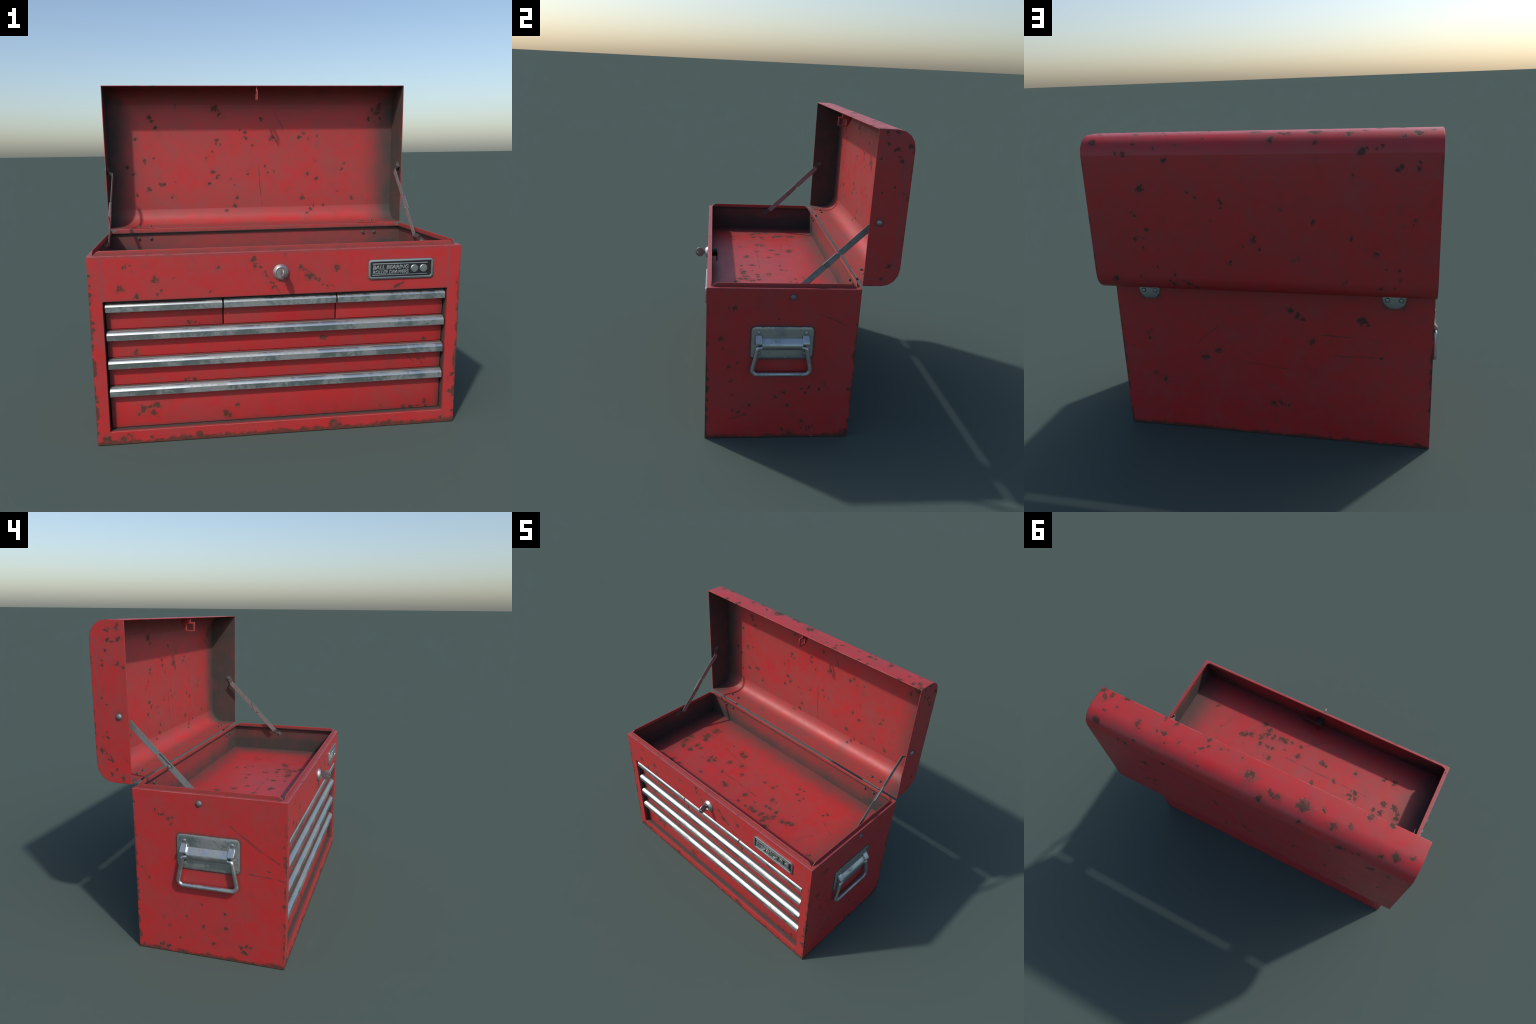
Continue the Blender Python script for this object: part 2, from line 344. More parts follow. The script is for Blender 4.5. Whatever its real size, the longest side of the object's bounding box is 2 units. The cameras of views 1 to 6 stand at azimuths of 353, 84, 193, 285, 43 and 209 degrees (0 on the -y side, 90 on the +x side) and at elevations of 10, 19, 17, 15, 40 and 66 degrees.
def grime_shade_tray_wall(g, x, y, z):
    low = g.mx(g.step(z, 0.93, 0.81, 0.62, 1.0), g.step(z, 0.962, 0.976, 0.0, 1.5))  # dirt low down; the ledge's cast shadow painted along the top
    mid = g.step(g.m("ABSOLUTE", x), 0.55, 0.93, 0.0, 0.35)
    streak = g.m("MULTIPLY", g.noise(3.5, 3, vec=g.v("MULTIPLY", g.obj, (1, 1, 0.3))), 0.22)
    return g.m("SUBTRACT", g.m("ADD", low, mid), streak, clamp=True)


def grime_shade_lid_inside(g, x, y, z):
    side = g.step(g.m("ABSOLUTE", x), 0.72, 0.955)  # corner dirt, deepened with painted shade at the ends
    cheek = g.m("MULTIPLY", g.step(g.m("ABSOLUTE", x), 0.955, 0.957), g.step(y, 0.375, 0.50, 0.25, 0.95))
    up = g.mx(g.m("MULTIPLY", g.step(z, 1.72, 1.90), 0.75), g.m("MULTIPLY", g.step(z, 1.895, 1.8955), 0.85))  # darker towards the top and on its inner face
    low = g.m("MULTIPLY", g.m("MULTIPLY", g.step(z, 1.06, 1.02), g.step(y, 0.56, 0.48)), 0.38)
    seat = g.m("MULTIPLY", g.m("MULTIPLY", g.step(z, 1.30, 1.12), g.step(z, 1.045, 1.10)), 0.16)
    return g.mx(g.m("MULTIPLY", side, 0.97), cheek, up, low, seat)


def wear_cabinet(g, x, y, z, n):
    ax = g.m("ABSOLUTE", x)
    foot = g.step(g.m("MULTIPLY_ADD", n, 0.085, z), 0.026, 0.006)
    post = g.m("SUBTRACT", 0.962, ax)
    ends = g.mn(g.m("ABSOLUTE", g.m("SUBTRACT", y, FRONT)), g.m("ABSOLUTE", g.m("SUBTRACT", y, BACK)))
    edge = g.m("ADD", post, ends)
    fade = g.step(z, 0.97, 0.55)
    corner = g.m("MULTIPLY", g.step(g.m("MULTIPLY_ADD", n, 0.10, edge), 0.012, 0.0), fade)
    ledge = g.m("MULTIPLY", g.step(z, 0.985, 0.991), g.m("MULTIPLY", g.step(n, 0.10, 0.17), 0.55))
    return g.mx(g.m("MULTIPLY", foot, 0.95), g.m("MULTIPLY", corner, 0.9), ledge)


def wear_lid(g, x, y, z, n):
    ax = g.m("SUBTRACT", 0.962, g.m("ABSOLUTE", x))
    back = g.m("SUBTRACT", 0.5925, y)
    low = g.m("SUBTRACT", z, 1.014)
    e = g.m("ADD", ax, g.mn(back, low, g.m("SUBTRACT", 1.9005, z)))
    return g.m("MULTIPLY", g.step(g.m("MULTIPLY_ADD", n, 0.10, e), 0.004, -0.010), 0.7)


def line(g, s, at, half):
    return g.step(g.m("ABSOLUTE", g.m("SUBTRACT", s, at)), half, half * 0.35)


def edge_cabinet(g, x, y, z):
    """Arrises lightened to pink in a broken line."""
    n = g.noise(12, 4, 0.6)
    d = g.m("ADD", g.m("ABSOLUTE", g.m("SUBTRACT", z, TOP)), g.mn(g.m("ABSOLUTE", g.m("SUBTRACT", y, FRONT)), g.m("SUBTRACT", 0.962, g.m("ABSOLUTE", x)), g.m("ABSOLUTE", g.m("SUBTRACT", y, BACK))))
    rail = g.m("ADD", g.step(y, -0.502, -0.500),
               g.m("ADD", g.m("ABSOLUTE", g.m("SUBTRACT", z, OPEN_LOW)), g.m("MULTIPLY", g.step(g.m("ABSOLUTE", x), 0.89, 0.90), 1.0)))
    return g.m("MULTIPLY", g.mx(g.step(d, 0.005, 0.0015), g.m("MULTIPLY", g.step(rail, 0.006, 0.001), 0.6)), g.step(n, 0.30, 0.60, 0.25, 0.9))


def edge_lid(g, x, y, z):
    n = g.noise(12, 4, 0.6)
    d = g.m("ADD", g.m("SUBTRACT", 0.962, g.m("ABSOLUTE", x)), g.m("SUBTRACT", y, LID_RIM))
    e = g.m("ADD", g.m("SUBTRACT", 1.9005, z), g.m("SUBTRACT", y, LID_RIM))
    return g.m("MULTIPLY", g.mx(g.step(d, 0.0055, 0.002), g.step(e, 0.0055, 0.002)), g.step(n, 0.38, 0.66, 0.0, 0.4))


def grime_lip(g, x, y, z):
    n = g.noise(8, 5, 0.7)
    low = g.step(z, 1.012, 0.994, 0.12, 0.55)
    return g.m("MULTIPLY", low, g.step(n, 0.35, 0.62, 0.55, 1.1), clamp=True)


def seam_front(g, x, y, z):
    ax = g.m("ABSOLUTE", x)
    up = g.m("MULTIPLY", line(g, ax, 0.898, 0.011), g.step(z, 0.755, 0.765))
    down = g.m("MULTIPLY", line(g, g.m("MULTIPLY_ADD", g.noise(20, 3), 0.02, ax), 0.908, 0.014), g.step(z, 0.072, 0.064, 0.0, 0.6))
    lip = g.m("MULTIPLY", g.step(z, 0.968, 0.990), 0.5)
    return g.mx(g.m("MULTIPLY", g.mx(up, down), 0.55), lip)


def seam_lid_side(g, x, y, z):
    wob = g.m("MULTIPLY_ADD", g.noise(4, 2), 0.012, 0.551)
    up = g.m("MULTIPLY", line(g, y, wob, 0.010), g.m("MULTIPLY", g.step(z, 1.12, 1.13), g.step(z, 1.80, 1.79)))
    tie = g.m("MULTIPLY", g.mx(line(g, z, 1.797, 0.008), line(g, z, 1.125, 0.008)), g.step(y, 0.545, 0.556))
    top = g.m("MULTIPLY", line(g, z, 1.855, 0.008), g.step(y, 0.49, 0.48))
    bot = g.m("MULTIPLY", line(g, z, 1.060, 0.008), g.step(y, 0.49, 0.48))
    return g.m("MULTIPLY", g.mx(up, tie, top, bot), 0.55)


def make_materials():
    M = {}
    M["front"] = red_paint("front_enamel", "front", edge=edge_cabinet, grime_shade=shade_front, wear=wear_cabinet, seams=seam_front, seed=1.0)
    M["left"] = red_paint("left_enamel", "left", edge=edge_cabinet, grime_shade=shade_end, wear=wear_cabinet, seed=2.0)
    M["right"] = red_paint("right_enamel", "right", edge=edge_cabinet, grime_shade=shade_end, wear=wear_cabinet, seed=3.0)
    M["back"] = red_paint("back_enamel", "back", edge=edge_cabinet, grime_shade=dark_back, wear=wear_cabinet, seed=4.0, spots=0.35)
    M["floor"] = red_paint("tray_floor_enamel", "floor", grime_shade=grime_floor, seed=5.0, dust=0.08, size=1.35, bevel=0,
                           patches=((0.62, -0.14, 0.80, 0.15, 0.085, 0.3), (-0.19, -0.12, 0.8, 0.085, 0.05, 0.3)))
    M["wall"] = red_paint("tray_wall_enamel", "lidright", grime_shade=grime_shade_tray_wall, seed=6.0, spots=0.2, bevel=0)
    M["lidin"] = red_paint("lid_lining_enamel", "lidin", grime_shade=grime_shade_lid_inside, seed=7.0, dust=0.14, gloss=0.46, spots=0.4, bevel=0)
    M["lidout"] = red_paint("lid_enamel", "lidout", edge=edge_lid, wear=wear_lid, seed=8.0, spots=0.6, gloss=0.355)
    M["lidleft"] = red_paint("lid_left_enamel", "lidleft", grime_shade=shade_lid_end, seams=seam_lid_side, wear=wear_lid, seed=9.0)
    M["lidright"] = red_paint("lid_right_enamel", "lidright", grime_shade=shade_lid_end, seams=seam_lid_side, wear=wear_lid, seed=10.0)
    M["drawer"] = red_paint("drawer_enamel", "drawer", seed=11.0, spots=0.4, bevel=0.003,
                            grime_shade=lambda g, x, y, z: g.mx(g.step(g.m("ABSOLUTE", x), 0.845, 0.89, 0.0, 0.55), g.step(z, 0.098, 0.075, 0.0, 0.4)))
    M["rail"] = red_paint("opening_enamel", "front", seed=12.0, spots=0.0, bevel=0,
                          grime_shade=lambda g, x, y, z: g.step(y, -0.502, -0.478, 0.30, 1.0))
    M["lip"] = red_paint("lip_enamel", "front", seed=13.0, spots=0.3, bevel=0, dust=0.25, grime_shade=grime_lip)
    M["pull"] = metal("pull_chrome", (0.62, 0.66, 0.66), 0.30, 0.95, grime_shade=grime_shade_pull)
    M["zinc"] = metal("handle_zinc", (0.56, 0.585, 0.585), 0.34, 1.0, grime_shade=grime_shade_handle)
    M["strut"] = metal("stay_steel", (0.31, 0.30, 0.30), 0.58, 0.6, metallic=0.55, grime_shade=grime_shade_stay)
    M["bolt"] = metal("bolt_steel", (0.36, 0.38, 0.39), 0.45, 0.6, grime_shade=lambda g, x, y, z: g.step(z, 1.2, 1.0, 0.0, 0.55))
    M["rivet"] = metal("rivet_steel", (0.085, 0.090, 0.085), 0.55, 0.4, metallic=0.3)
    M["hinge"] = metal("hinge_zinc", (0.50, 0.53, 0.53), 0.40, 0.7, grime_shade=grime_hinge)
    M["lock"] = metal("lock_chrome", (0.62, 0.60, 0.60), 0.40, 0.6)
    M["key"] = metal("key_nickel", (0.30, 0.275, 0.28), 0.46, 0.4, metallic=0.85)
    M["badge"] = metal("badge_frame", (0.52, 0.56, 0.56), 0.36, 0.6)
    M["letter"] = metal("badge_letters", (0.70, 0.71, 0.72), 0.34, 0.6)
    M["disc"] = metal("badge_discs", (0.48, 0.51, 0.51), 0.36, 0.8)
    M["black"] = plain("badge_field", (0.016, 0.016, 0.016), 0.45)
    M["dark"] = plain("cam_steel", (0.05, 0.045, 0.045), 0.5, 0.5)
    M["backing"] = plain("dark_backing", (0.012, 0.010, 0.010), 0.9)  # near-black plane added behind the drawers, standing in for unlit space
    return M


HANDLE_Y = -0.0595


def box_gap(g, u, v, cu, cv, hu, hv):
    """Distance outside an axis-aligned rectangle."""
    du = g.m("MAXIMUM", g.m("SUBTRACT", g.m("ABSOLUTE", g.m("SUBTRACT", u, cu)), hu), 0.0)
    dv = g.m("MAXIMUM", g.m("SUBTRACT", g.m("ABSOLUTE", g.m("SUBTRACT", v, cv)), hv), 0.0)
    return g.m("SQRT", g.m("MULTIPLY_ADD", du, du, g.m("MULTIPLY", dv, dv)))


def grime_shade_handle(g, x, y, z):
    """Occlusion painted on the plate round barrel and clips; dirt at rivets and edges."""
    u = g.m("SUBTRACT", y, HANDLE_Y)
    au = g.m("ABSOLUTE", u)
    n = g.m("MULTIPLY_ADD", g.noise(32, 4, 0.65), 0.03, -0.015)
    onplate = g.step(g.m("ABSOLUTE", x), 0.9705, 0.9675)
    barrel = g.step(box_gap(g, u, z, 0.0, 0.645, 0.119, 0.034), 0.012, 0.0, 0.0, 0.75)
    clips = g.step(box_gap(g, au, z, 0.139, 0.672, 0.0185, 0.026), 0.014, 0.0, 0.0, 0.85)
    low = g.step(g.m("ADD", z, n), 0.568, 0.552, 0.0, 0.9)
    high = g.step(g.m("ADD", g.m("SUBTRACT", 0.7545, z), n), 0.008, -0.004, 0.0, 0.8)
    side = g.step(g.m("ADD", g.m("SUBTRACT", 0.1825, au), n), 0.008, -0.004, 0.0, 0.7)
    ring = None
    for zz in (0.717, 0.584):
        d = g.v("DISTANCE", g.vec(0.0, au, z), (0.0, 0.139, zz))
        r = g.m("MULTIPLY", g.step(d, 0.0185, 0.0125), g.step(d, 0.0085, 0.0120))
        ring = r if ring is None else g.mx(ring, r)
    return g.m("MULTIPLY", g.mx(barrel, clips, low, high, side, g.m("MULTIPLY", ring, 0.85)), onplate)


def grime_hinge(g, x, y, z):
    """Dark rings round the hinge screws and along the leaf's rounded foot."""
    u = g.m("SUBTRACT", g.m("ABSOLUTE", x), 0.739)
    d = g.v("DISTANCE", g.vec(g.m("ABSOLUTE", u), 0.0, z), (0.038, 0.0, 0.9485))
    ring = g.m("MULTIPLY", g.step(d, 0.0170, 0.0125), g.step(d, 0.0080, 0.0115))
    foot = g.step(g.m("MULTIPLY_ADD", g.noise(34, 4, 0.65), 0.02, g.v("LENGTH", g.vec(u, 0.0, g.m("SUBTRACT", z, 0.968)))), 0.072, 0.084)
    return g.mx(g.m("MULTIPLY", ring, 0.9), g.m("MULTIPLY", foot, 0.8))


def grime_shade_stay(g, x, y, z):
    """Stays are blackened at both feet and round the joint; occlusion is painted along their edges."""
    feet = g.step(g.m("ABSOLUTE", x), 0.934, 0.950, 0.0, 0.75)
    j = g.v("DISTANCE", g.vec(0.0, y, z), (0.0, 0.174, 1.124))
    w = g.m("MULTIPLY", g.m("ABSOLUTE", g.m("SUBTRACT", g.m("SUBTRACT", z, y), 0.9497)), 0.7071)
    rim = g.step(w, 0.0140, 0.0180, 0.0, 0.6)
    return g.mx(feet, rim, g.m("MULTIPLY", g.step(j, 0.024, 0.010), 0.35), g.m("MULTIPLY", g.step(g.noise(14, 4, 0.65), 0.55, 0.75), 0.4))


def shade_end(g, x, y, z):
    """Baked-in shading painted on the end panels round the drop handle and the stay bolts."""
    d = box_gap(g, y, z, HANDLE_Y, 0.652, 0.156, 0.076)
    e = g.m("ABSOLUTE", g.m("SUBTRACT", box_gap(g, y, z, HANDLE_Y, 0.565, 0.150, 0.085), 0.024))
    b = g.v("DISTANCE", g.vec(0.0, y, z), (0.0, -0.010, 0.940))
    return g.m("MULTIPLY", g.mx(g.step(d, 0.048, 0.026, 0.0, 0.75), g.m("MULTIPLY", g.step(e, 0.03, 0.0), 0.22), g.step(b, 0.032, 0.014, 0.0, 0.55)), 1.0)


def shade_lid_end(g, x, y, z):
    b = g.v("DISTANCE", g.vec(0.0, y, z), (0.0, 0.4405, 1.395))
    return g.step(b, 0.036, 0.014, 0.0, 0.5)  # occlusion round the stay bolt, painted as a dark halo


def shade_front(g, x, y, z):
    b = g.v("DISTANCE", g.vec(x, 0.0, z), (0.0, 0.0, 0.879))
    p = box_gap(g, x, z, 0.635, 0.8755, 0.174, 0.050)
    low = g.m("MULTIPLY", g.step(g.m("ABSOLUTE", g.m("SUBTRACT", z, 0.762)), 0.016, 0.0), g.step(g.m("ABSOLUTE", x), 0.90, 0.89))
    return g.mx(g.step(b, 0.065, 0.038, 0.0, 0.32), g.step(p, 0.012, 0.0, 0.0, 0.5), g.m("MULTIPLY", low, 0.35))  # occlusion painted round lock and badge; darker along the opening's top


def dark_back(g, x, y, z):
    p = box_gap(g, g.m("ABSOLUTE", x), z, 0.739, 0.96, 0.045, 0.045)
    return g.mx(g.step(p, 0.045, 0.010, 0.0, 0.6), g.step(z, 0.90, 1.0, 0.0, 0.28))  # darker round the hinges and towards the top edge


def grime_shade_pull(g, x, y, z):
    # dirt along the lower lip; occlusion and dark reflection painted where pull meets drawer
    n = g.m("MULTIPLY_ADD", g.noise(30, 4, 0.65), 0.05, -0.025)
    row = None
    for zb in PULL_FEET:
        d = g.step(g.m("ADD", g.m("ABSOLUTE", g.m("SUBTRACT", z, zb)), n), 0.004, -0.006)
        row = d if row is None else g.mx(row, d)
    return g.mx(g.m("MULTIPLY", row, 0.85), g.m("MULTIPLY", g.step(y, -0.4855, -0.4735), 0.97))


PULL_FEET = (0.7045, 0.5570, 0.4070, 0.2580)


# ------------------------------------------------------------ mesh shorthand
def add_object(name, mesh, mats, parent):
    for m in mats:
        mesh.materials.append(m)
    o = bpy.data.objects.new(name, mesh)
    bpy.context.scene.collection.objects.link(o)
    o.parent = parent
    return o


def smooth(mesh, angle=30.0):
    mesh.polygons.foreach_set("use_smooth", [True] * len(mesh.polygons))
    bm = bmesh.new()
    bm.from_mesh(mesh)
    lim = math.radians(angle)
    for e in bm.edges:
        e.smooth = len(e.link_faces) == 2 and e.calc_face_angle(0.0) < lim
    bm.to_mesh(mesh)
    bm.free()


def quads(name, faces, parent, mats):
    """faces: list of (corner points, material index); coincident corners are welded."""
    index, verts, polys, mi = {}, [], [], []
    for pts, m in faces:
        ids = []
        for p in pts:
            k = tuple(round(c, 5) for c in p)
            if k not in index:
                index[k] = len(verts)
                verts.append(p)
            ids.append(index[k])
        polys.append(ids)
        mi.append(m)
    me = bpy.data.meshes.new(name)
    me.from_pydata(verts, [], polys)
    me.polygons.foreach_set("material_index", mi)
    me.update()
    return add_object(name, me, mats, parent)


def block(name, lo, hi, parent, mats, bevel=0.0, segs=2):
    bm = bmesh.new()
    bmesh.ops.create_cube(bm, size=1.0)
    for v in bm.verts:
        v.co = Vector([lo[i] + (v.co[i] + 0.5) * (hi[i] - lo[i]) for i in range(3)])
    if bevel:
        bmesh.ops.bevel(bm, geom=bm.edges[:], offset=bevel, segments=segs, affect="EDGES", profile=0.5)
    me = bpy.data.meshes.new(name)
    bm.to_mesh(me)
    bm.free()
    smooth(me, 50)
    return add_object(name, me, mats, parent)


def fillet(points, radius, steps=6, closed=False):
    """Round the corners of a polyline of 2D or 3D points."""
    pts = [Vector((*p, 0.0)) if len(p) == 2 else Vector(p) for p in points]
    out, n = [], len(pts)
    for i, p in enumerate(pts):
        r = radius[i] if isinstance(radius, (list, tuple)) else radius
        if r <= 0 or (not closed and i in (0, n - 1)):
            out.append(p)
            continue
        a, b = (pts[i - 1] - p), (pts[(i + 1) % n] - p)
        ang = a.angle(b)
        t = min(r / math.tan(ang / 2), a.length * 0.49, b.length * 0.49)
        r2 = t * math.tan(ang / 2)
        c = p + (a.normalized() + b.normalized()).normalized() * (r2 / math.sin(ang / 2))
        s, e = p + a.normalized() * t - c, p + b.normalized() * t - c
        for k in range(steps + 1):
            out.append(c + s.normalized().slerp(e.normalized(), k / steps) * r2)
    return out


def curve_mesh(name, curve, parent, mats, matrix=None, angle=40):
    tmp = bpy.data.objects.new("tmp", curve)
    bpy.context.scene.collection.objects.link(tmp)
    me = bpy.data.meshes.new_from_object(tmp.evaluated_get(bpy.context.evaluated_depsgraph_get()))
    bpy.data.objects.remove(tmp)
    bpy.data.curves.remove(curve)
    me.name = name
    me.materials.clear()
    if matrix is not None:
        me.transform(matrix)
        if matrix.determinant() < 0:
            me.flip_normals()
    bm = bmesh.new()
    bm.from_mesh(me)
    bmesh.ops.remove_doubles(bm, verts=bm.verts[:], dist=1e-5)
    bmesh.ops.recalc_face_normals(bm, faces=bm.faces[:])
    bm.to_mesh(me)
    bm.free()
    smooth(me, angle)
    return add_object(name, me, mats, parent)


def plate(name, outlines, thick, parent, mats, matrix, edge=0.0008):
    """Sheet metal cut to 2D outlines (later ones are holes), thick along local z, centred."""
    c = bpy.data.curves.new(name, "CURVE")
    c.dimensions, c.fill_mode = "2D", "BOTH"
    c.extrude, c.bevel_depth, c.bevel_resolution, c.offset = thick / 2 - edge, edge, 1, -edge
    for pts in outlines:
        s = c.splines.new("POLY")
        s.points.add(len(pts) - 1)
        for q, p in zip(s.points, pts):
            q.co = (p[0], p[1], 0.0, 1.0)
        s.use_cyclic_u = True
    return curve_mesh(name, c, parent, mats, matrix)


def tube(name, pts, radius, parent, mats, res=5):
    c = bpy.data.curves.new(name, "CURVE")
    c.dimensions, c.bevel_depth, c.bevel_resolution, c.use_fill_caps = "3D", radius, res, True
    s = c.splines.new("POLY")
    s.points.add(len(pts) - 1)
    for q, p in zip(s.points, pts):
        q.co = (*p, 1.0)
    return curve_mesh(name, c, parent, mats, None, 50)


def lathe_mesh(name, profile, matrix, seg=24, angle=40):
    """Revolve (radius, height) round local z."""
    bm = bmesh.new()
    rings = []
    for r, h in profile:
        if r < 1e-6:
            rings.append([bm.verts.new((0, 0, h))])
        else:
            rings.append([bm.verts.new((r * math.cos(k * math.tau / seg), r * math.sin(k * math.tau / seg), h)) for k in range(seg)])
    for a, b in zip(rings, rings[1:]):
        for k in range(seg):
            q = [a[k % len(a)], a[(k + 1) % len(a)], b[(k + 1) % len(b)], b[k % len(b)]]
            q = list(dict.fromkeys(q))
            if len(q) > 2:
                bm.faces.new(q)
    bmesh.ops.recalc_face_normals(bm, faces=bm.faces[:])
    bm.transform(matrix)
    me = bpy.data.meshes.new(name)
    bm.to_mesh(me)
    bm.free()
    smooth(me, angle)
    return me


def lathe(name, profile, matrix, parent, mats, seg=24, angle=40):
    return add_object(name, lathe_mesh(name, profile, matrix, seg, angle), mats, parent)


def prism(name, profile, axis_from, axis_to, place, parent, mats, angle=35):
    """Extrude a closed 2D profile; place(u, v, t) gives the 3D point."""
    bm = bmesh.new()
    a = [bm.verts.new(place(u, v, axis_from)) for u, v in profile]
    b = [bm.verts.new(place(u, v, axis_to)) for u, v in profile]
    n = len(profile)
    for i in range(n):
        bm.faces.new((a[i], a[(i + 1) % n], b[(i + 1) % n], b[i]))
    bm.faces.new(a[::-1])
    bm.faces.new(b)
    bmesh.ops.recalc_face_normals(bm, faces=bm.faces[:])
    me = bpy.data.meshes.new(name)
    bm.to_mesh(me)
    bm.free()
    smooth(me, angle)
    return add_object(name, me, mats, parent)


def basis(origin, u, v):
    """Matrix whose local x, y are u, v and whose z is their cross product."""
    u, v = Vector(u), Vector(v)
    w = u.cross(v)
    return Matrix(((u.x, v.x, w.x, origin[0]), (u.y, v.y, w.y, origin[1]), (u.z, v.z, w.z, origin[2]), (0, 0, 0, 1)))


def facing(origin, normal):
    return Matrix.Translation(origin) @ Vector(normal).to_track_quat("Z", "Y").to_matrix().to_4x4()


def dome(r, h, skirt=0.35):
    prof = [(r, -0.002), (r, h * skirt)]
    for k in range(1, 6):
        a = k / 5 * math.pi / 2
        prof.append((r * math.cos(a) if k < 5 else 0.0, h * skirt + h * (1 - skirt) * math.sin(a)))
    return prof


# ------------------------------------------------------------------- cabinet
def build_cabinet(root, M):
    F, B, X = FRONT, BACK, OPEN_X
    ix, iy0, iy1 = 0.936, -0.476, 0.360        # mouth of the tray
    wx, wy0, wy1 = 0.956, -0.497, 0.379        # tray walls
    LEFT, RIGHT, BK, FR, RAIL, BACKING = 0, 1, 2, 3, 4, 5
    R = -0.425
    f = []
    f.append(([(-W, B, 0), (-W, F, 0), (-W, F, TOP), (-W, B, TOP)], LEFT))
    f.append(([(W, F, 0), (W, B, 0), (W, B, TOP), (W, F, TOP)], RIGHT))
    f.append(([(W, B, 0), (-W, B, 0), (-W, B, TOP), (W, B, TOP)], BK))
    f.append(([(-W, B, 0), (W, B, 0), (W, F, 0), (-W, F, 0)], BK))
    # front frame round the drawer opening
    f.append(([(-W, F, 0), (-X, F, OPEN_LOW), (-X, F, OPEN_HIGH), (-W, F, TOP)], FR))
    f.append(([(W, F, TOP), (X, F, OPEN_HIGH), (X, F, OPEN_LOW), (W, F, 0)], FR))
    f.append(([(-W, F, 0), (W, F, 0), (X, F, OPEN_LOW), (-X, F, OPEN_LOW)], FR))
    f.append(([(-X, F, OPEN_HIGH), (X, F, OPEN_HIGH), (W, F, TOP), (-W, F, TOP)], FR))
    # reveals of the opening
    f.append(([(-X, F, OPEN_LOW), (X, F, OPEN_LOW), (X, R, OPEN_LOW), (-X, R, OPEN_LOW)], RAIL))
    f.append(([(-X, F, OPEN_HIGH), (-X, R, OPEN_HIGH), (X, R, OPEN_HIGH), (X, F, OPEN_HIGH)], RAIL))
    f.append(([(-X, F, OPEN_LOW), (-X, R, OPEN_LOW), (-X, R, OPEN_HIGH), (-X, F, OPEN_HIGH)], RAIL))
    f.append(([(X, F, OPEN_LOW), (X, F, OPEN_HIGH), (X, R, OPEN_HIGH), (X, R, OPEN_LOW)], RAIL))
    f.append(([(-X, R, OPEN_LOW), (X, R, OPEN_LOW), (X, R, OPEN_HIGH), (-X, R, OPEN_HIGH)], BACKING))
    # ledge turned in round the mouth
    o = [(-W, F), (W, F), (W, B), (-W, B)]
    i = [(-ix, iy0), (ix, iy0), (ix, iy1), (-ix, iy1)]
    for k in range(4):
        a, b = o[k], o[(k + 1) % 4]
        c, d = i[(k + 1) % 4], i[k]
        f.append(([(*a, TOP), (*b, TOP), (*c, TOP), (*d, TOP)], FR))
    cab = quads("cabinet", f, root, [M["left"], M["right"], M["back"], M["front"], M["rail"], M["backing"]])

    # tray: underside of the ledge, walls and floor
    f, lo = [], TOP - 0.004
    w = [(-wx, wy0), (wx, wy0), (wx, wy1), (-wx, wy1)]
    for k in range(4):
        k2 = (k + 1) % 4
        f.append(([(*i[k], TOP - 0.001), (*i[k2], TOP - 0.001), (*i[k2], lo), (*i[k], lo)][::-1], 1))
        f.append(([(*i[k], lo), (*i[k2], lo), (*w[k2], lo), (*w[k], lo)][::-1], 1))
        f.append(([(*w[k], lo), (*w[k2], lo), (*w[k2], TRAY_Z), (*w[k], TRAY_Z)], 1))
    f.append(([(*w[0], TRAY_Z), (*w[1], TRAY_Z), (*w[2], TRAY_Z), (*w[3], TRAY_Z)], 0))
    quads("tray", f, root, [M["floor"], M["wall"]])

    # upturned lips on the mouth, corners cut away
    h, ch, t = 1.0150, 0.029, 0.004
    for a, b, n in ((i[0], i[1], (0, -1)), (i[1], i[2], (1, 0)), (i[2], i[3], (0, 1)), (i[3], i[0], (-1, 0))):
        L = (Vector(b) - Vector(a)).length
        d = (Vector(b) - Vector(a)).normalized()
        prof = [(0.001, TOP - 0.003), (L - 0.001, TOP - 0.003), (L - 0.001, TOP + 0.001), (L - ch * 0.62, h - 0.006), (L - ch, h), (ch, h), (ch * 0.62, h - 0.006), (0.001, TOP + 0.001)]

        def place(u, v, s, a=a, d=d, n=n):
            return (a[0] + d.x * u + n[0] * s, a[1] + d.y * u + n[1] * s, v)
        lip = prism("lip", prof, 0.0, t, place, cab, [M["lip"]], 25)
        bv = lip.modifiers.new("round", "BEVEL")
        bv.width, bv.segments, bv.limit_method, bv.angle_limit = 0.0012, 2, "ANGLE", math.radians(40)
    return cab


def pull_profile(zb):
    """Flat face below, then a rolled top bending back to the drawer."""
    r, zt = 0.041, zb + 0.0495
    prof = [(DRAWER_Y + 0.002, zb), (-0.4970, zb), (-0.4985, zb + 0.0015)]
    for k in range(9):
        a = math.radians(30 + k * 7.5)
        prof.append((DRAWER_Y - r * math.cos(a), zt - r + r * math.sin(a)))
    prof.append((DRAWER_Y + 0.002, zt))
    return prof


